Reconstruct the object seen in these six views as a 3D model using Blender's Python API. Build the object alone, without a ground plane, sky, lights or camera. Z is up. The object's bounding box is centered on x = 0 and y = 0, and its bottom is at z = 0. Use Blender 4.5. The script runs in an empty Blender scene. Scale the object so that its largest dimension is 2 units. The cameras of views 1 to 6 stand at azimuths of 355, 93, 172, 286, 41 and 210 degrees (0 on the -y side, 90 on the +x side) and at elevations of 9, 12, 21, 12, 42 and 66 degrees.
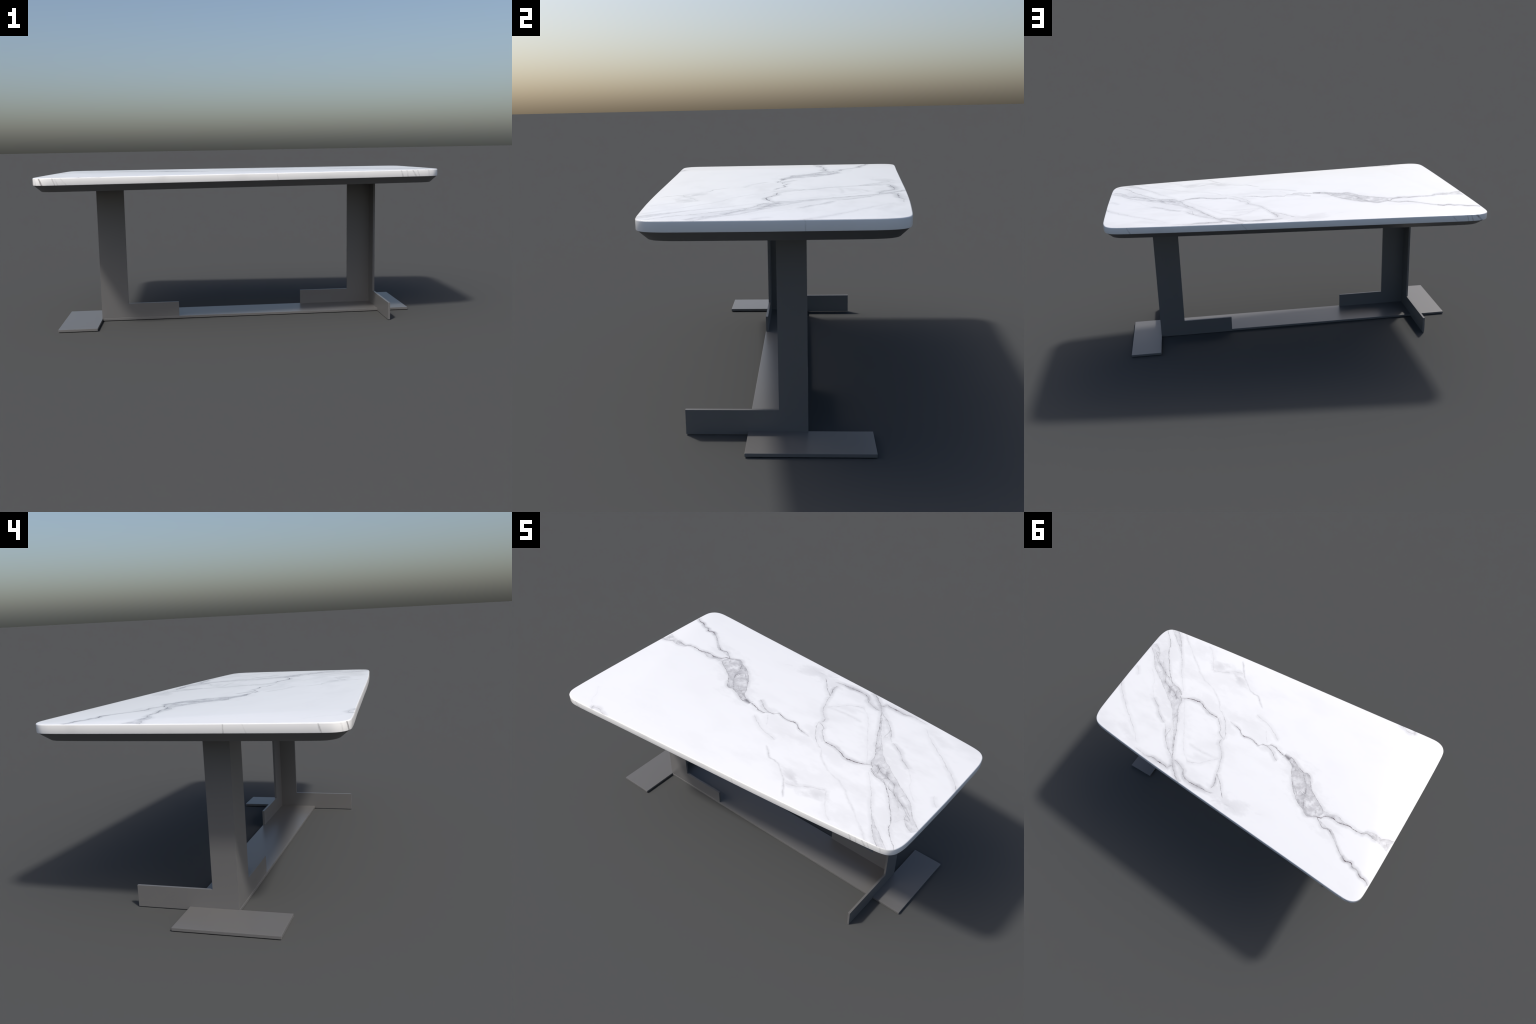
"""Marble-topped dining table on a folded-plate steel trestle base.

Long axis along x.  The top is a stone slab with slightly bowed long sides that
taper from the -x end to the +x end, carried by a dark chamfered sub-top.  The
base is two angle-section legs (each one two L-shaped plates meeting in a
corner), half-turned against one another, a flat floor stretcher between them
and a flat foot plate outside each leg.
"""
import bpy, bmesh, math
from mathutils import Vector

# ------------------------------------------------------------------ sizes (m)
TOP_Z, SLAB_Z, SUB_Z = 0.788, 0.7533, 0.7218   # top face, slab underside, sub-top underside
SUB_NARROW = (0.969, 0.932)                      # sub-top underside against the slab plan
EDGE_ROUND = 0.0045                             # arris of the slab
LEG_X = 0.7618                                  # outer face of the angle legs
PLATE = 0.011                                   # plate thickness
ARM_H = 0.0905                                  # height of the low arms
FLOOR_T = 0.0125                                # floor plates

scene = bpy.context.scene


def link(ob, parent=None):
    scene.collection.objects.link(ob)
    if parent:
        ob.parent = parent
    return ob


def mesh_object(name, bm, mats, parent=None):
    bmesh.ops.recalc_face_normals(bm, faces=bm.faces)
    me = bpy.data.meshes.new(name)
    bm.to_mesh(me)
    bm.free()
    for m in mats:
        me.materials.append(m)
    return link(bpy.data.objects.new(name, me), parent)


def apply_modifiers(ob):
    dg = bpy.context.evaluated_depsgraph_get()
    me = bpy.data.meshes.new_from_object(ob.evaluated_get(dg))
    old = ob.data
    ob.modifiers.clear()
    ob.data = me
    bpy.data.meshes.remove(old)
    me.name = ob.name


# ------------------------------------------------------------ node shorthands
class Tree:
    def __init__(self, mat):
        self.nt = mat.node_tree
        self.nodes, self.links = self.nt.nodes, self.nt.links

    def put(self, sock, value):
        if isinstance(value, bpy.types.NodeSocket):
            self.links.new(value, sock)
        elif value is not None:
            sock.default_value = value

    def math(self, op, a, b=None, c=None, clamp=False):
        n = self.nodes.new("ShaderNodeMath")
        n.operation, n.use_clamp = op, clamp
        for s, v in zip(n.inputs, (a, b, c)):
            self.put(s, v)
        return n.outputs[0]

    def vmath(self, op, a, b=None):
        n = self.nodes.new("ShaderNodeVectorMath")
        n.operation = op
        self.put(n.inputs[0], a)
        if op == "SCALE":
            self.put(n.inputs["Scale"], b)
        else:
            self.put(n.inputs[1], b)
        return n.outputs["Value"] if op in ("DOT_PRODUCT", "LENGTH") else n.outputs[0]

    def noise(self, vec, scale, detail=3.0, rough=0.5, colour=False):
        n = self.nodes.new("ShaderNodeTexNoise")
        self.put(n.inputs["Vector"], vec)
        n.inputs["Scale"].default_value = scale
        n.inputs["Detail"].default_value = detail
        n.inputs["Roughness"].default_value = rough
        return n.outputs["Color" if colour else "Fac"]

    def ramp(self, x, lo, hi, a=0.0, b=1.0, kind="SMOOTHSTEP"):
        n = self.nodes.new("ShaderNodeMapRange")
        n.interpolation_type = kind
        for k, v in (("Value", x), ("From Min", lo), ("From Max", hi), ("To Min", a), ("To Max", b)):
            self.put(n.inputs[k], v)
        return n.outputs[0]

    def curve(self, x, pts, smooth=True):
        n = self.nodes.new("ShaderNodeFloatCurve")
        cu = n.mapping.curves[0]
        pts = sorted(pts)
        while len(cu.points) < len(pts):
            cu.points.new(0.5, 0.5)
        for p, (a, b) in zip(cu.points, pts):
            p.location = (a, b)
            p.handle_type = "AUTO_CLAMPED" if smooth else "VECTOR"
        n.mapping.update()
        self.put(n.inputs["Value"], x)
        return n.outputs[0]

    def mix(self, fac, a, b):
        n = self.nodes.new("ShaderNodeMix")
        n.data_type = "RGBA"
        self.put(n.inputs["Factor"], fac)
        self.put(n.inputs["A"], a)
        self.put(n.inputs["B"], b)
        return n.outputs["Result"]

    def coords(self):
        return self.nodes.new("ShaderNodeTexCoord").outputs["Object"]


def new_material(name):
    m = bpy.data.materials.new(name)
    m.use_nodes = True
    return m, Tree(m), m.node_tree.nodes["Principled BSDF"]


def rgb(r, g, b):
    """sRGB 0..255 to linear rgba"""
    f = lambda c: (c / 255 / 12.92) if c <= 10 else ((c / 255 + 0.055) / 1.055) ** 2.4
    return (f(r), f(g), f(b), 1.0)


# ---------------------------------------------------------------- the marble
class Marble(Tree):
    """White stone: every vein is one spine in the slab plane.  The spine is turned
    into a function across its own chord (a float curve), its distance gives the
    thread, its halo, or - between two spines - a grey filled lens."""

    def plane(self):
        obj = self.coords()
        # ragged threads: warp the plane at two sizes
        w1 = self.vmath("SUBTRACT", self.noise(obj, 20.0, 2.0, 0.5, True), (0.5, 0.5, 0.5))
        w2 = self.vmath("SUBTRACT", self.noise(obj, 75.0, 4.0, 0.65, True), (0.5, 0.5, 0.5))
        p = self.vmath("ADD", obj, self.vmath("SCALE", w1, 0.015))
        p = self.vmath("ADD", p, self.vmath("SCALE", w2, 0.0105))
        sep = self.nodes.new("ShaderNodeSeparateXYZ")
        self.links.new(p, sep.inputs[0])
        com = self.nodes.new("ShaderNodeCombineXYZ")
        self.links.new(sep.outputs[0], com.inputs[0])
        self.links.new(sep.outputs[1], com.inputs[1])
        com.inputs[2].default_value = 1.0
        self.p = com.outputs[0]
        self.obj = obj
        # threads come and go, broken into dashes of uneven weight
        self.beads = self.ramp(self.noise(obj, 34.0, 4.0, 0.65), 0.38, 0.72, 0.42, 1.70)
        self.thread, self.halo, self.grey = 0.0, 0.0, 0.0

    def frame(self, pts):
        a, b = Vector(pts[0]), Vector(pts[-1])
        d = b - a
        L = d.length
        d /= L
        q = Vector((-d.y, d.x))
        return a, d, q, L

    def spine(self, pts, frame=None):
        """returns (s in 0..1 along the chord, signed offset across it)"""
        a, d, q, L = frame or self.frame(pts)
        loc = [((Vector(p) - a).dot(d) / L, (Vector(p) - a).dot(q)) for p in pts]
        keep = [loc[0]]
        for s, n in loc[1:]:
            if s > keep[-1][0] + 0.004:
                keep.append((s, n))
        lo = min(n for _, n in keep) - 1e-4
        span = max(n for _, n in keep) - lo + 1e-4
        s = self.vmath("DOT_PRODUCT", self.p, (d.x / L, d.y / L, -a.dot(d) / L))
        n = self.vmath("DOT_PRODUCT", self.p, (q.x, q.y, -a.dot(q) - lo))
        c = self.curve(s, [(t, (v - lo) / span) for t, v in keep])
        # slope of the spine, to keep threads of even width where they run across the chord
        return s, self.math("MULTIPLY_ADD", c, -span, n), L

    def fade(self, s, L, ends, weights=None):
        """strength along the spine: 1 inside, 0 beyond the ends (a hard or a soft end)"""
        run = {"h": 0.004, "s": 0.014, "f": 0.060}      # hard, soft, feathered
        e0, e1 = (min(0.3, run[e] / L) for e in ends)
        w = weights or (1.0, 1.0)
        k = len(w) - 1
        pts = [(0.0, 0.0), (1.0, 0.0)]
        pts += [(e0 + (1 - e0 - e1) * i / k, v) for i, v in enumerate(w)]
        return self.curve(s, pts, smooth=False)

    def union(self, a, b):
        return b if isinstance(a, float) else self.math("MAXIMUM", a, b)

    def vein(self, pts, dark=0.6, width=0.0022, ends="ss", weights=None, halo=0.52, spread=0.030):
        s, off, L = self.spine(pts)
        f = self.fade(s, L, ends, weights)
        dist = self.math("ABSOLUTE", off)
        t = self.math("MULTIPLY", self.ramp(dist, width * 0.2, width * 1.6, dark, 0.0), f)
        self.thread = self.union(self.thread, t)
        if halo:
            h = self.math("MULTIPLY", self.ramp(dist, 0.0, spread, halo * dark, 0.0, "SMOOTHERSTEP"), f)
            self.halo = self.union(self.halo, h)

    def lens(self, left, right, grey=0.5, dark=0.55, width=0.0020, ends="hh", edge=(1.0, 1.0), rim=True):
        """grey body between two spines that share one chord, rimmed by threads"""
        fr = self.frame([left[0], left[-1]])
        s, o1, L = self.spine(left, fr)
        _, o2, _ = self.spine(right, fr)
        f = self.fade(s, L, ends)
        inside = self.math("MULTIPLY", o1, o2)          # negative between the spines
        a = self.ramp(o1, -0.0065, 0.0065)
        b = self.ramp(o2, -0.0065, 0.0065)
        between = self.math("ABSOLUTE", self.math("SUBTRACT", a, b))
        g = self.math("MULTIPLY", self.math("MULTIPLY", between, f), grey)
        self.grey = self.union(self.grey, g)
        if rim:
            for o, e in ((o1, edge[0]), (o2, edge[1])):
                t = self.math("MULTIPLY", self.ramp(self.math("ABSOLUTE", o), width * 0.15, width * 1.35, dark * e, 0.0), f)
                self.thread = self.union(self.thread, t)
                h = self.math("MULTIPLY", self.ramp(self.math("ABSOLUTE", o), 0.0, 0.03, 0.36 * dark * e, 0.0, "SMOOTHERSTEP"), f)
                self.halo = self.union(self.halo, h)

    def patch(self, x, y, rx, ry, turn, grey):
        """soft cloudy stain: an ellipse with a torn rim"""
        c, s = math.cos(turn), math.sin(turn)
        u = self.vmath("DOT_PRODUCT", self.p, (c / rx, s / rx, -(x * c + y * s) / rx))
        v = self.vmath("DOT_PRODUCT", self.p, (-s / ry, c / ry, (x * s - y * c) / ry))
        r = self.math("SQRT", self.math("MULTIPLY_ADD", u, u, self.math("MULTIPLY", v, v)))
        r = self.math("ADD", r, self.math("MULTIPLY_ADD", self.cloud, 3.6, -1.8))
        self.halo = self.union(self.halo, self.ramp(r, 0.0, 1.25, grey, 0.0))


STONE_WHITE = (0.842, 0.843, 0.852, 1.0)
EDGE_WHITE = (0.895, 0.892, 0.885, 1.0)
STONE_GREY = rgb(176, 175, 178)
VEIN_GREY = rgb(98, 94, 97)
VEIN_DARK = rgb(84, 64, 70)


def finish_stone(t, bsdf, thread, halo, grey, white):
    soft = t.math("ADD", halo, grey, clamp=True)
    col = t.mix(soft, white, STONE_GREY)
    vein = t.mix(t.ramp(thread, 0.55, 0.95), VEIN_GREY, VEIN_DARK)
    col = t.mix(thread, col, vein)
    t.links.new(col, bsdf.inputs["Base Color"])
    bsdf.inputs["Roughness"].default_value = 0.26
    bsdf.inputs["Specular IOR Level"].default_value = 0.8


def marble_top():
    mat, _, bsdf = new_material("veined_white_marble")
    m = Marble(mat)
    m.plane()
    # clouds are drawn out along the veins
    mp = m.nodes.new("ShaderNodeMapping")
    mp.inputs["Rotation"].default_value = (0, 0, math.radians(55))
    mp.inputs["Scale"].default_value = (1.0, 2.2, 1.0)
    m.put(mp.inputs["Vector"], m.obj)
    m.drawn = mp.outputs[0]
    m.cloud = m.noise(m.drawn, 9.0, 5.0, 0.62)

    # --- the big grey island left of the middle, with its cracks
    m.lens(left=[(-0.180, 0.000), (-0.224, 0.018), (-0.261, 0.072), (-0.301, 0.131), (-0.362, 0.197),
                 (-0.406, 0.227), (-0.440, 0.236), (-0.461, 0.258), (-0.496, 0.262), (-0.550, 0.226)],
           right=[(-0.180, -0.006), (-0.227, -0.010), (-0.272, 0.014), (-0.320, 0.034), (-0.355, 0.031),
                  (-0.388, 0.061), (-0.441, 0.120), (-0.498, 0.154), (-0.540, 0.182), (-0.556, 0.215)],
           grey=0.47, dark=0.62)
    m.vein([(-0.320, 0.036), (-0.356, 0.072), (-0.387, 0.112), (-0.405, 0.159), (-0.426, 0.211), (-0.449, 0.237)], 0.45, 0.0018)
    m.vein([(-0.449, 0.237), (-0.423, 0.202), (-0.431, 0.167), (-0.474, 0.190), (-0.527, 0.165)], 0.30, 0.0016, halo=0)
    m.vein([(-0.376, 0.151), (-0.413, 0.162), (-0.444, 0.164)], 0.5, 0.0020)
    m.vein([(-0.300, 0.130), (-0.329, 0.148), (-0.351, 0.167), (-0.363, 0.198)], 0.45, 0.0016, halo=0)
    m.vein([(-0.257, 0.066), (-0.283, 0.046), (-0.320, 0.036)], 0.35, 0.0016, halo=0)
    m.vein([(-0.160, -0.004), (-0.185, -0.003), (-0.210, 0.004)], 1.25, 0.0058, ends="hh", halo=0.4)

    # --- its two branches running out to the -x end
    m.vein([(-0.507, 0.250), (-0.560, 0.230), (-0.605, 0.200), (-0.636, 0.203), (-0.674, 0.205), (-0.713, 0.195),
            (-0.755, 0.193), (-0.808, 0.196), (-0.843, 0.176), (-0.882, 0.186), (-0.916, 0.186)], 0.72, 0.0024, halo=0.35)
    m.lens(left=[(-0.545, 0.205), (-0.591, 0.208), (-0.636, 0.204), (-0.680, 0.204), (-0.735, 0.196)],
           right=[(-0.543, 0.188), (-0.591, 0.186), (-0.636, 0.175), (-0.680, 0.187), (-0.735, 0.190)],
           grey=0.42, dark=0.35, width=0.0016, edge=(0.0, 1.0))
    m.lens(left=[(-0.810, 0.194), (-0.843, 0.180), (-0.914, 0.188), (-0.952, 0.200), (-0.991, 0.212)],
           right=[(-0.810, 0.187), (-0.837, 0.163), (-0.880, 0.156), (-0.926, 0.163), (-0.950, 0.148), (-0.991, 0.140)],
           grey=0.42, dark=0.42, width=0.0016, edge=(0.5, 0.9))
    m.vein([(-0.912, 0.187), (-0.952, 0.146)], 0.4, 0.0016, halo=0)
    m.vein([(-0.947, 0.154), (-0.991, 0.197)], 0.35, 0.0016, ends="sh", halo=0)
    m.vein([(-0.520, 0.232), (-0.559, 0.254), (-0.583, 0.275), (-0.613, 0.277), (-0.651, 0.281), (-0.675, 0.297),
            (-0.702, 0.319), (-0.735, 0.346), (-0.754, 0.361), (-0.791, 0.383)], 0.55, 0.0022, ends="ss",
           weights=(0.8, 1.0, 0.8, 1.4), halo=0.5, spread=0.028)
    m.vein([(-0.770, 0.366), (-0.791, 0.381), (-0.809, 0.388), (-0.846, 0.385), (-0.861, 0.397), (-0.891, 0.402),
            (-0.925, 0.425), (-0.956, 0.430), (-0.991, 0.452)], 0.9, 0.0028, ends="sh", weights=(1.2, 0.9, 0.9, 0.7), halo=0.5, spread=0.028)
    m.lens(left=[(-0.560, 0.256), (-0.613, 0.279), (-0.655, 0.284), (-0.690, 0.312), (-0.740, 0.352)],
           right=[(-0.560, 0.246), (-0.613, 0.266), (-0.661, 0.274), (-0.700, 0.306), (-0.740, 0.344)],
           grey=0.30, dark=0.3, width=0.0016, edge=(0.0, 0.8))

    # --- the neck from the island to the middle, and its spurs
    m.vein([(-0.170, 0.000), (-0.120, -0.011), (-0.074, -0.024), (-0.055, -0.020), (-0.032, 0.000), (-0.008, 0.000),
            (0.004, 0.022), (0.048, 0.014), (0.085, 0.009), (0.114, 0.016), (0.164, -0.009), (0.190, -0.016),
            (0.254, -0.030)], 0.72, 0.0022, weights=(1.0, 0.9, 0.8, 1.2, 1.2, 1.0, 0.35), halo=0.35, spread=0.02)
    m.vein([(-0.025, 0.000), (-0.046, 0.000), (-0.086, 0.015), (-0.114, 0.034), (-0.145, 0.058)], 0.5, 0.0018)
    m.vein([(-0.085, -0.066), (-0.053, -0.086), (-0.007, -0.114), (0.031, -0.134), (0.079, -0.143), (0.134, -0.157)], 0.20, 0.0024, halo=0.6)
    m.vein([(0.021, -0.097), (0.000, -0.060), (-0.028, -0.018)], 0.12, 0.0026)
    m.patch(-0.06, 0.005, 0.09, 0.035, 0.35, 0.20)
    m.patch(0.235, 0.000, 0.08, 0.12, 0.0, 0.14)
    m.patch(0.090, -0.060, 0.16, 0.09, -0.4, 0.10)
    m.patch(0.420, -0.060, 0.16, 0.07, -0.2, 0.12)
    m.patch(-0.360, 0.110, 0.24, 0.11, 2.55, 0.16)
    m.patch(0.640, 0.060, 0.30, 0.11, 2.45, 0.14)
    m.patch(0.860, -0.230, 0.20, 0.12, 2.30, 0.12)
    m.patch(-0.620, 0.270, 0.12, 0.06, 2.70, 0.14)

    # --- pale threads toward the front edge
    m.vein([(0.120, -0.210), (0.139, -0.226), (0.178, -0.261), (0.229, -0.274), (0.279, -0.298), (0.323, -0.332),
            (0.364, -0.378), (0.420, -0.450)], 0.16, 0.0030, halo=0.9, spread=0.014)
    m.vein([(0.545, -0.283), (0.466, -0.315), (0.411, -0.354), (0.355, -0.364)], 0.18, 0.0024, halo=0.8)
    m.vein([(0.536, -0.280), (0.575, -0.335), (0.608, -0.382), (0.670, -0.432)], 0.11, 0.0034, halo=0.9)
    m.vein([(0.900, -0.460), (0.837, -0.411), (0.717, -0.315), (0.605, -0.229), (0.502, -0.181), (0.422, -0.141),
            (0.344, -0.061)], 0.085, 0.0040, halo=1.0, spread=0.016)
    m.patch(0.525, -0.330, 0.060, 0.045, 0.6, 0.30)
    m.patch(0.375, -0.325, 0.085, 0.032, -0.55, 0.30)
    m.patch(0.440, -0.250, 0.20, 0.11, 0.4, 0.09)
    m.patch(0.700, -0.370, 0.16, 0.07, 0.5, 0.10)

    # --- the arch of dark thread between island and right-hand sheaf
    m.vein([(0.618, 0.000), (0.592, -0.010), (0.572, -0.022), (0.557, -0.029), (0.488, -0.043), (0.439, -0.027), (0.379, -0.010),
            (0.325, -0.008)], 0.90, 0.0023, weights=(0.45, 1.25, 1.0, 1.1, 1.4), halo=0.35)
    m.vein([(0.335, -0.010), (0.297, 0.016), (0.265, 0.053), (0.256, 0.076), (0.213, 0.101)], 0.62, 0.0020, halo=0.3)
    m.vein([(0.352, -0.064), (0.320, -0.050), (0.271, -0.010), (0.245, 0.022), (0.218, 0.081), (0.208, 0.108)], 0.38, 0.0018, halo=0.3)
    m.lens(left=[(0.330, -0.012), (0.297, 0.016), (0.265, 0.053), (0.218, 0.098)],
           right=[(0.330, -0.045), (0.271, -0.010), (0.245, 0.022), (0.218, 0.090)], grey=0.10, rim=False)
    m.vein([(0.222, 0.092), (0.222, 0.133), (0.201, 0.154), (0.152, 0.225), (0.137, 0.261), (0.123, 0.320)], 0.38, 0.0018)
    m.vein([(0.126, 0.308), (0.110, 0.345), (0.101, 0.372), (0.101, 0.420)], 0.6, 0.0020)
    m.vein([(0.126, 0.310), (0.074, 0.356), (0.048, 0.384), (0.004, 0.430)], 0.6, 0.0020, halo=0.35)
    m.patch(0.085, 0.405, 0.055, 0.06, 0.8, 0.22)

    # --- the cup below it and the thread along the +y edge
    m.vein([(0.358, 0.312), (0.343, 0.324), (0.307, 0.339), (0.261, 0.319), (0.226, 0.284), (0.160, 0.216)], 0.13, 0.0030, halo=0.8)
    m.vein([(0.385, 0.236), (0.320, 0.240), (0.256, 0.239), (0.160, 0.222)], 0.07, 0.0060, halo=1.0, spread=0.020)
    m.vein([(0.590, -0.020), (0.484, 0.134), (0.397, 0.268), (0.345, 0.324)], 0.09, 0.0030, halo=0.6)
    m.patch(0.285, 0.285, 0.085, 0.030, 0.25, 0.14)
    m.vein([(0.318, 0.388), (0.300, 0.418), (0.278, 0.437), (0.250, 0.447), (0.200, 0.448), (0.152, 0.445),
            (0.103, 0.444), (0.066, 0.432)], 0.75, 0.0022, halo=0.5, weights=(0.8, 1.0, 1.2, 0.7))
    m.patch(0.150, 0.460, 0.10, 0.022, 0.1, 0.22)

    # --- the sheaf of lenses near the +x end
    m.lens(left=[(1.000, -0.236), (0.940, -0.184), (0.872, -0.102), (0.807, -0.061), (0.732, -0.006), (0.664, 0.044)],
           right=[(1.000, -0.252), (0.972, -0.257), (0.924, -0.226), (0.889, -0.166), (0.828, -0.129), (0.795, -0.109),
                  (0.756, -0.090), (0.718, -0.071), (0.673, -0.060), (0.615, -0.026)],
           grey=0.30, dark=0.48, width=0.0019, edge=(0.75, 0.9))
    m.lens(left=[(0.680, 0.034), (0.625, 0.072), (0.583, 0.118), (0.554, 0.158), (0.500, 0.232), (0.440, 0.330), (0.410, 0.372)],
           right=[(0.613, -0.014), (0.599, 0.001), (0.581, 0.058), (0.542, 0.121), (0.502, 0.192), (0.477, 0.252),
                  (0.443, 0.314), (0.410, 0.370)],
           grey=0.28, dark=0.55, width=0.0019, edge=(0.6, 1.0))
    m.lens(left=[(0.592, 0.184), (0.539, 0.262), (0.501, 0.304), (0.455, 0.341), (0.410, 0.372)],
           right=[(0.592, 0.118), (0.545, 0.178), (0.500, 0.240), (0.455, 0.312), (0.410, 0.366)],
           grey=0.17, dark=0.48, width=0.0018, ends="fh", edge=(1.0, 0.0))
    m.vein([(0.985, -0.400), (0.974, -0.409), (0.913, -0.329), (0.878, -0.265), (0.832, -0.199), (0.765, -0.117),
            (0.718, -0.069), (0.673, -0.062), (0.635, -0.046), (0.612, -0.026)], 0.55, 0.0020, weights=(0.7, 0.9, 1.1, 1.1), halo=0.3)
    m.lens(left=[(0.940, -0.235), (0.889, -0.165), (0.828, -0.127), (0.795, -0.110), (0.740, -0.085)],
           right=[(0.940, -0.365), (0.878, -0.265), (0.832, -0.199), (0.765, -0.117), (0.740, -0.088)],
           grey=0.15, ends="fs", rim=False)
    m.vein([(0.889, -0.164), (0.828, -0.125), (0.795, -0.109), (0.756, -0.052), (0.717, -0.035), (0.680, 0.016)], 0.50, 0.0019)
    m.vein([(0.864, -0.180), (0.809, -0.121), (0.780, -0.108)], 0.3, 0.0018)
    m.vein([(0.928, -0.190), (0.885, -0.150), (0.850, -0.140), (0.800, -0.100)], 0.3, 0.0016, halo=0)
    m.vein([(0.725, -0.041), (0.690, -0.022), (0.657, -0.013), (0.628, 0.009), (0.622, 0.030)], 0.6, 0.0021)
    m.vein([(0.660, -0.050), (0.640, -0.010), (0.600, 0.010)], 0.4, 0.0018)
    m.vein([(0.535, 0.205), (0.532, 0.240), (0.527, 0.280)], 0.35, 0.0016, halo=0)
    m.vein([(0.890, -0.092), (0.838, -0.041), (0.785, 0.046), (0.749, 0.084), (0.699, 0.117)], 0.08, 0.0030)
    m.vein([(0.760, 0.075), (0.699, 0.117), (0.646, 0.167), (0.615, 0.186), (0.582, 0.190)], 0.42, 0.0018)
    m.lens(left=[(0.960, -0.420), (0.874, -0.350), (0.830, -0.318), (0.793, -0.283)],
           right=[(0.960, -0.468), (0.865, -0.381), (0.814, -0.317), (0.793, -0.284)],
           grey=0.36, dark=0.45, width=0.0018, edge=(0.8, 1.0))
    m.vein([(0.806, -0.302), (0.747, -0.223), (0.697, -0.149), (0.612, -0.050)], 0.30, 0.0018, weights=(1.0, 0.7, 0.4))
    m.vein([(1.006, 0.085), (0.945, 0.155), (0.853, 0.236), (0.775, 0.294), (0.722, 0.337), (0.660, 0.398)], 0.32, 0.0020,
           ends="hs", weights=(1.0, 0.8, 0.7, 0.3), halo=0.5)
    m.vein([(0.990, -0.066), (0.951, -0.023), (0.941, 0.006)], 0.13, 0.0028, halo=0.8)
    m.patch(0.740, 0.370, 0.13, 0.045, -0.55, 0.14)

    # --- threads along the +y edge at the sheaf's foot
    m.vein([(0.660, 0.418), (0.645, 0.430), (0.548, 0.439), (0.503, 0.430), (0.466, 0.434), (0.420, 0.438), (0.393, 0.445)],
           0.62, 0.0023, weights=(0.3, 0.6, 1.3, 0.8), halo=0.5)
    m.vein([(0.402, 0.455), (0.394, 0.426), (0.372, 0.410)], 0.5, 0.0020)
    m.vein([(0.418, 0.360), (0.377, 0.415), (0.339, 0.451), (0.285, 0.484)], 0.5, 0.0019, ends="sh")
    m.vein([(0.400, 0.374), (0.358, 0.381), (0.312, 0.400), (0.280, 0.438)], 0.45, 0.0019)
    m.lens(left=[(0.405, 0.376), (0.377, 0.415), (0.339, 0.451), (0.290, 0.480)],
           right=[(0.405, 0.372), (0.358, 0.383), (0.312, 0.402), (0.290, 0.430)], grey=0.10, rim=False)
    m.patch(0.48, 0.445, 0.13, 0.022, 0.05, 0.18)

    # --- faint clouding on the +y side of the island and the corner thread at -x,-y
    m.vein([(0.060, 0.486), (0.010, 0.460), (-0.050, 0.452), (-0.115, 0.466)], 0.09, 0.0030, halo=1.0, spread=0.02)
    m.patch(-0.045, 0.450, 0.15, 0.060, 0.1, 0.24)
    m.vein([(-0.655, -0.572), (-0.717, -0.559), (-0.748, -0.549), (-0.772, -0.553), (-0.779, -0.580)], 0.40, 0.0020)
    m.vein([(-0.792, -0.540), (-0.782, -0.560), (-0.774, -0.584)], 0.6, 0.0022)
    m.vein([(-0.790, -0.540), (-0.834, -0.519), (-0.863, -0.465), (-0.910, -0.415)], 0.05, 0.0030)

    # --- finer cracking inside the grey bodies, broken threads, cloudy ground
    vo = m.nodes.new("ShaderNodeTexVoronoi")
    vo.feature = "DISTANCE_TO_EDGE"
    m.put(vo.inputs["Vector"], m.vmath("MULTIPLY", m.vmath("ADD", m.p, (0.0, 0.0, -1.0)), (1.0, 0.75, 1.0)))
    vo.inputs["Scale"].default_value = 19.0
    broken = m.ramp(m.noise(m.obj, 16.0, 2.0), 0.42, 0.62, 0.0, 0.75)
    crack = m.math("MULTIPLY", m.math("MULTIPLY", m.ramp(vo.outputs["Distance"], 0.0, 0.045, 1.25, 0.0), broken), m.grey)
    thread = m.math("MULTIPLY", m.math("MAXIMUM", m.thread, crack), m.beads, clamp=True)
    grey = m.math("MULTIPLY", m.grey, m.ramp(m.noise(m.obj, 24.0, 4.0, 0.6), 0.32, 0.68, 0.35, 1.40))
    # pale grey clouding, heavier on the narrow half of the slab
    sx = m.nodes.new("ShaderNodeSeparateXYZ")
    m.put(sx.inputs[0], m.obj)
    heavier = m.ramp(sx.outputs[0], -0.35, 0.35, 0.25, 1.0)
    clouds = m.ramp(m.noise(m.drawn, 2.6, 5.0, 0.58), 0.44, 0.74, 0.0, 0.19)
    # smoke beside the threads, torn by the same drift as the clouds
    smoke = m.math("MULTIPLY", m.halo, m.ramp(m.cloud, 0.35, 0.65, 1.05, 1.9))
    halo = m.math("ADD", smoke, m.math("MULTIPLY", clouds, heavier))
    finish_stone(m, bsdf, thread, halo, grey, STONE_WHITE)
    return mat


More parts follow.
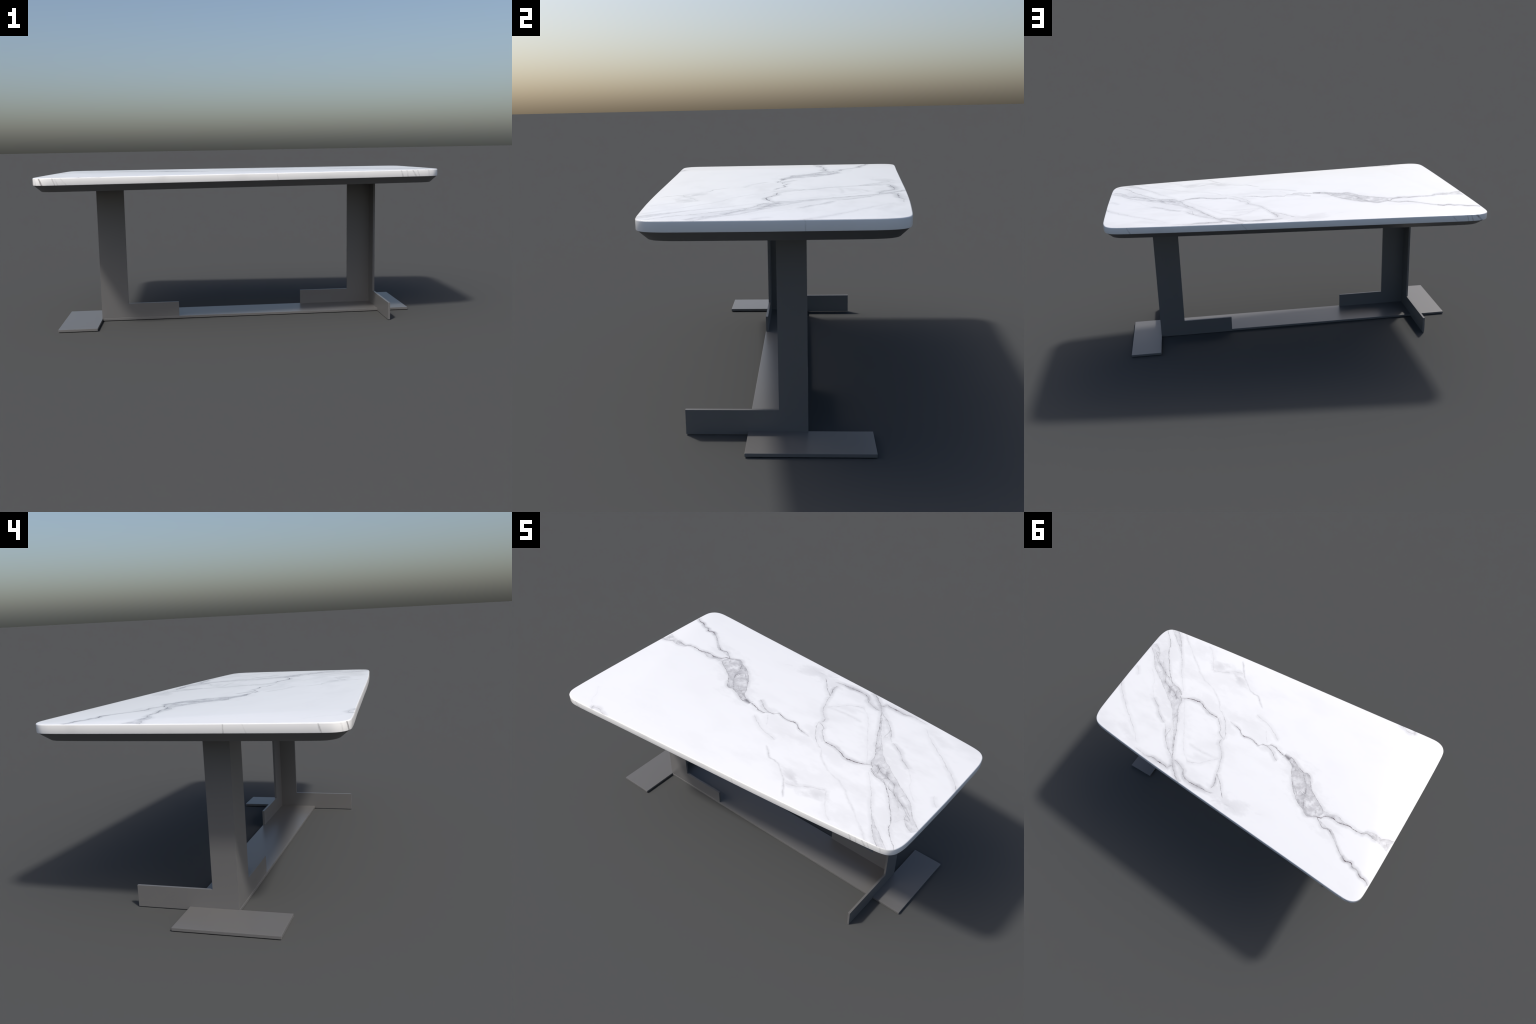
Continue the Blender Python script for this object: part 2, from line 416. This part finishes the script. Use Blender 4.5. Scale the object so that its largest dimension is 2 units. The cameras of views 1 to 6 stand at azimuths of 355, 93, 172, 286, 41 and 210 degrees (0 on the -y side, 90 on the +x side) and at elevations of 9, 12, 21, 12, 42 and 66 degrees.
def marble_edge():
    """the sawn rim shows the veins cut across, as short leaning streaks"""
    mat, _, bsdf = new_material("marble_sawn_edge")
    t = Tree(mat)
    obj = t.coords()
    warp = t.vmath("SUBTRACT", t.noise(obj, 60.0, 3.0, 0.6, True), (0.5, 0.5, 0.5))
    p = t.vmath("ADD", obj, t.vmath("SCALE", warp, 0.008))
    sep = t.nodes.new("ShaderNodeSeparateXYZ")
    t.links.new(p, sep.inputs[0])
    x, y, z = sep.outputs
    zc = t.math("SUBTRACT", z, 0.770)
    patchy = t.ramp(t.noise(obj, 70.0, 3.0, 0.6), 0.30, 0.62, 0.35, 1.15)
    total = 0.0
    # side, place along the side, lean (run per rise), width, darkness
    streaks = [
        ("front", -0.949, -0.45, 0.0034, 0.85), ("front", -0.889, -0.38, 0.0026, 0.42),
        ("front", -0.876, -0.40, 0.0026, 0.22), ("front", -0.845, -0.80, 0.0024, 0.22),
        ("front", -0.974, -0.20, 0.0020, 0.22), ("front", 0.152, -0.20, 0.0016, 0.35),
        ("front", 0.783, -0.32, 0.0030, 0.38), ("front", 0.811, -0.20, 0.0030, 0.25),
        ("front", 0.848, -0.60, 0.0034, 0.38), ("front", 0.870, -0.38, 0.0024, 0.28),
        ("front", 0.926, -0.10, 0.0028, 0.22),
        ("back", -0.930, 0.95, 0.0048, 0.80), ("back", -0.869, 0.26, 0.0024, 0.40),
        ("back", -0.892, 0.30, 0.0026, 0.42), ("back", -0.802, 0.90, 0.0026, 0.32),
        ("back", 0.863, 0.55, 0.0022, 0.45), ("back", 0.280, 0.90, 0.0022, 0.30),
        ("left", -0.165, 0.02, 0.0018, 0.45), ("left", -0.240, 0.40, 0.0022, 0.20),
        ("left", -0.493, 0.30, 0.0024, 0.50),
        ("right", 0.0993, -0.05, 0.0018, 0.30),
    ]
    for side, at, lean, width, dark in streaks:
        run, gate, sign = (x, y, 1) if side in ("front", "back") else (y, x, 1)
        sign = -1 if side in ("front", "left") else 1
        # distance from the leaning line
        d = t.math("ABSOLUTE", t.math("ADD", t.math("MULTIPLY_ADD", zc, -lean, run), -at))
        on = t.math("GREATER_THAN", t.math("MULTIPLY", gate, sign), 0.38 if side in ("front", "back") else 0.97)
        v = t.math("MULTIPLY", t.ramp(d, 0.0, width * 2.2, dark * 0.72, 0.0, "SMOOTHERSTEP"), on)
        v = t.math("MULTIPLY", v, patchy)
        total = v if isinstance(total, float) else t.math("MAXIMUM", total, v)
    halo = t.ramp(t.noise(obj, 6.0, 3.0), 0.5, 0.8, 0.0, 0.18)
    finish_stone(t, bsdf, total, halo, 0.0, EDGE_WHITE)
    return mat


def dark_metal():
    mat, t, bsdf = new_material("grey_lacquered_steel")
    obj = t.coords()
    n = t.noise(obj, 240.0, 2.0)
    t.links.new(t.mix(n, (0.135, 0.133, 0.132, 1), (0.145, 0.143, 0.142, 1)), bsdf.inputs["Base Color"])
    bsdf.inputs["Roughness"].default_value = 0.34
    return mat


def dark_subtop():
    mat, t, bsdf = new_material("grey_lacquered_board")
    obj = t.coords()
    n = t.noise(obj, 120.0, 2.0)
    t.links.new(t.mix(n, (0.138, 0.136, 0.136, 1), (0.146, 0.144, 0.144, 1)), bsdf.inputs["Base Color"])
    bsdf.inputs["Roughness"].default_value = 0.5
    return mat


# ------------------------------------------------------------------ tabletop
def catmull(pts, per):
    """centripetal-free Catmull-Rom through the points, ends clamped"""
    pts = [Vector(p) for p in pts]
    ext = [2 * pts[0] - pts[1]] + pts + [2 * pts[-1] - pts[-2]]
    out = []
    for i in range(1, len(ext) - 2):
        p0, p1, p2, p3 = ext[i - 1:i + 3]
        t0, t1, t2, t3 = 0.0, *[0.0] * 3
        k = lambda a, b: max((b - a).length, 1e-9) ** 0.5
        t1 = t0 + k(p0, p1); t2 = t1 + k(p1, p2); t3 = t2 + k(p2, p3)
        for j in range(per):
            t = t1 + (t2 - t1) * j / per
            A1 = (t1 - t) / (t1 - t0) * p0 + (t - t0) / (t1 - t0) * p1
            A2 = (t2 - t) / (t2 - t1) * p1 + (t - t1) / (t2 - t1) * p2
            A3 = (t3 - t) / (t3 - t2) * p2 + (t - t2) / (t3 - t2) * p3
            B1 = (t2 - t) / (t2 - t0) * A1 + (t - t0) / (t2 - t0) * A2
            B2 = (t3 - t) / (t3 - t1) * A2 + (t - t1) / (t3 - t1) * A3
            out.append((t2 - t) / (t2 - t1) * B1 + (t - t1) / (t2 - t1) * B2)
    out.append(pts[-1])
    return out


def plan():
    """counter-clockwise plan of the slab: one half drawn from the middle of the narrow
    +x end to the middle of the wide -x end, then mirrored over the long axis"""
    half = [(1.0, 0.0), (0.9985, 0.160), (0.9968, 0.280), (0.9945, 0.328), (0.9885, 0.361), (0.978, 0.387),
            (0.957, 0.4075), (0.930, 0.4175), (0.890, 0.4245), (0.820, 0.4330), (0.600, 0.4575), (0.300, 0.4855),
            (0.0, 0.5105), (-0.300, 0.5355), (-0.600, 0.5605), (-0.800, 0.5785), (-0.880, 0.5845), (-0.920, 0.5853),
            (-0.945, 0.5805), (-0.9645, 0.5715), (-0.979, 0.5580), (-0.989, 0.5400), (-0.9935, 0.518),
            (-0.996, 0.470), (-0.9985, 0.330), (-1.0, 0.0)]
    up = catmull([(x, y * 0.9982) for x, y in half], 6)
    return up + [Vector((p.x, -p.y)) for p in reversed(up[1:-1])]


def inset(ring, d):
    n, out = len(ring), []
    for i, p in enumerate(ring):
        t = (ring[(i + 1) % n] - ring[i - 1]).normalized()
        out.append(p + Vector((-t.y, t.x)) * d)
    return out


def loft(bm, rings):
    """rings: list of (points, z, material index of the band below it)"""
    loops = [[bm.verts.new((p.x, p.y, z)) for p in pts] for pts, z, _ in rings]
    n = len(loops[0])
    for k in range(len(loops) - 1):
        for i in range(n):
            f = bm.faces.new((loops[k][i], loops[k][(i + 1) % n], loops[k + 1][(i + 1) % n], loops[k + 1][i]))
            f.material_index = rings[k][2]
            f.smooth = True
    return loops


def build_top(parent, top_mat, edge_mat, sub_mat):
    ring = plan()
    bm = bmesh.new()
    r = EDGE_ROUND
    steps = 5
    rings = [(inset(ring, r), TOP_Z, 0)]
    for i in range(1, steps + 1):
        a = math.pi / 2 * i / steps
        rings.append((inset(ring, r * (1 - math.sin(a))), TOP_Z - r * (1 - math.cos(a)), 0 if i < 3 else 1))
    rings.append((ring, SLAB_Z + 0.002, 1))
    rings.append((inset(ring, 0.0006), SLAB_Z + 0.0006, 1))
    rings.append((inset(ring, 0.002), SLAB_Z, 1))
    loops = loft(bm, rings)
    bm.faces.new(loops[0])
    bot = bm.faces.new(list(reversed(loops[-1]))); bot.material_index = 1
    slab = mesh_object("stone_slab", bm, [top_mat, edge_mat], parent)

    bm = bmesh.new()
    h = SLAB_Z - SUB_Z
    rings = [(inset(ring, 0.0030), SLAB_Z - 0.0008, 0)]
    foot = [Vector((p.x * SUB_NARROW[0], p.y * SUB_NARROW[1])) for p in ring]
    top = inset(ring, 0.0030)
    for f in (0.04, 0.97):
        rings.append(([a.lerp(b, f) for a, b in zip(top, foot)], SLAB_Z - h * f, 0))
    rings.append((foot, SUB_Z + 0.0004, 0))
    rings.append((inset(foot, 0.002), SUB_Z, 0))
    loops = loft(bm, rings)
    bm.faces.new(loops[0])
    bm.faces.new(list(reversed(loops[-1])))
    sub = mesh_object("chamfered_board", bm, [sub_mat], parent)
    for ob in (slab, sub):
        ob.data.set_sharp_from_angle(angle=math.radians(32))


# ---------------------------------------------------------------------- base
def prism(bm, outline, axis, lo, hi):
    """extrude a 2-D outline along x, y or z"""
    def at(p, w):
        return {"x": (w, p[0], p[1]), "y": (p[0], w, p[1]), "z": (p[0], p[1], w)}[axis]
    a = [bm.verts.new(at(p, lo)) for p in outline]
    b = [bm.verts.new(at(p, hi)) for p in outline]
    n = len(a)
    bm.faces.new(a)
    bm.faces.new(list(reversed(b)))
    for i in range(n):
        bm.faces.new((a[i], b[i], b[(i + 1) % n], a[(i + 1) % n]))


def ell(stem_from, stem_to, arm_end, top):
    """L outline: a tall stem with a low arm"""
    s = 1 if arm_end > stem_to else -1
    near, far = (stem_from, stem_to)
    return [(near, 0.0), (arm_end, 0.0), (arm_end, ARM_H), (far, ARM_H), (far, top), (near, top)]


def rounded(ob, w):
    bev = ob.modifiers.new("arris", "BEVEL")
    bev.width, bev.segments, bev.limit_method, bev.angle_limit = w, 2, "ANGLE", math.radians(40)
    apply_modifiers(ob)


def build_leg(metal, parent, side):
    """angle leg; side -1 stands at -x with its corner toward -y, +1 is its half turn"""
    top = SUB_Z + 0.010
    if side < 0:
        sx, inner, arm, out, near = -LEG_X, -0.6188, -0.349, 0.1060, 0.0000
    else:
        sx, inner, arm, out, near = LEG_X, 0.6225, 0.347, 0.1018, -0.0015
    k = -side
    bm = bmesh.new()
    cross = ell(k * -out, k * near, k * 0.3232, top)          # plate across the table
    prism(bm, cross, "x", sx, sx + k * PLATE)
    a = mesh_object("leg" , bm, [metal], parent)
    bm = bmesh.new()
    # the second plate runs along the table, its end let 4 mm into the first
    along = ell(sx + k * (PLATE - 0.004), inner, arm, top)
    prism(bm, along, "y", k * -out, k * (-out + PLATE))
    b = mesh_object("plate_tool", bm, [metal])
    boo = a.modifiers.new("weld", "BOOLEAN")
    boo.operation, boo.solver, boo.object = "UNION", "EXACT", b
    apply_modifiers(a)
    bpy.data.objects.remove(b, do_unlink=True)
    rounded(a, 0.0010)
    return a


def floor_plate(name, x0, x1, y0, y1, metal, parent):
    bm = bmesh.new()
    prism(bm, [(x0, y0), (x1, y0), (x1, y1), (x0, y1)], "z", 0.0, FLOOR_T)
    ob = mesh_object(name, bm, [metal], parent)
    rounded(ob, 0.0010)
    return ob


def main():
    table = link(bpy.data.objects.new("dining_table", None))
    table["label"] = "white veined marble table top on dark grey folded steel plate base"
    table["category"] = "dining table"
    top_mat, edge_mat, metal, sub = marble_top(), marble_edge(), dark_metal(), dark_subtop()

    tabletop = link(bpy.data.objects.new("tabletop", None), table)
    build_top(tabletop, top_mat, edge_mat, sub)

    for side in (-1, 1):
        build_leg(metal, table, side)
    floor_plate("stretcher", -LEG_X + PLATE - 0.003, LEG_X - PLATE + 0.003, -0.1075, 0.1005, metal, table)
    floor_plate("foot_plate", -0.9575, -LEG_X + 0.002, -0.3228, 0.1005, metal, table)
    floor_plate("foot_plate", LEG_X - 0.002, 0.9235, -0.1060, 0.3235, metal, table)


main()
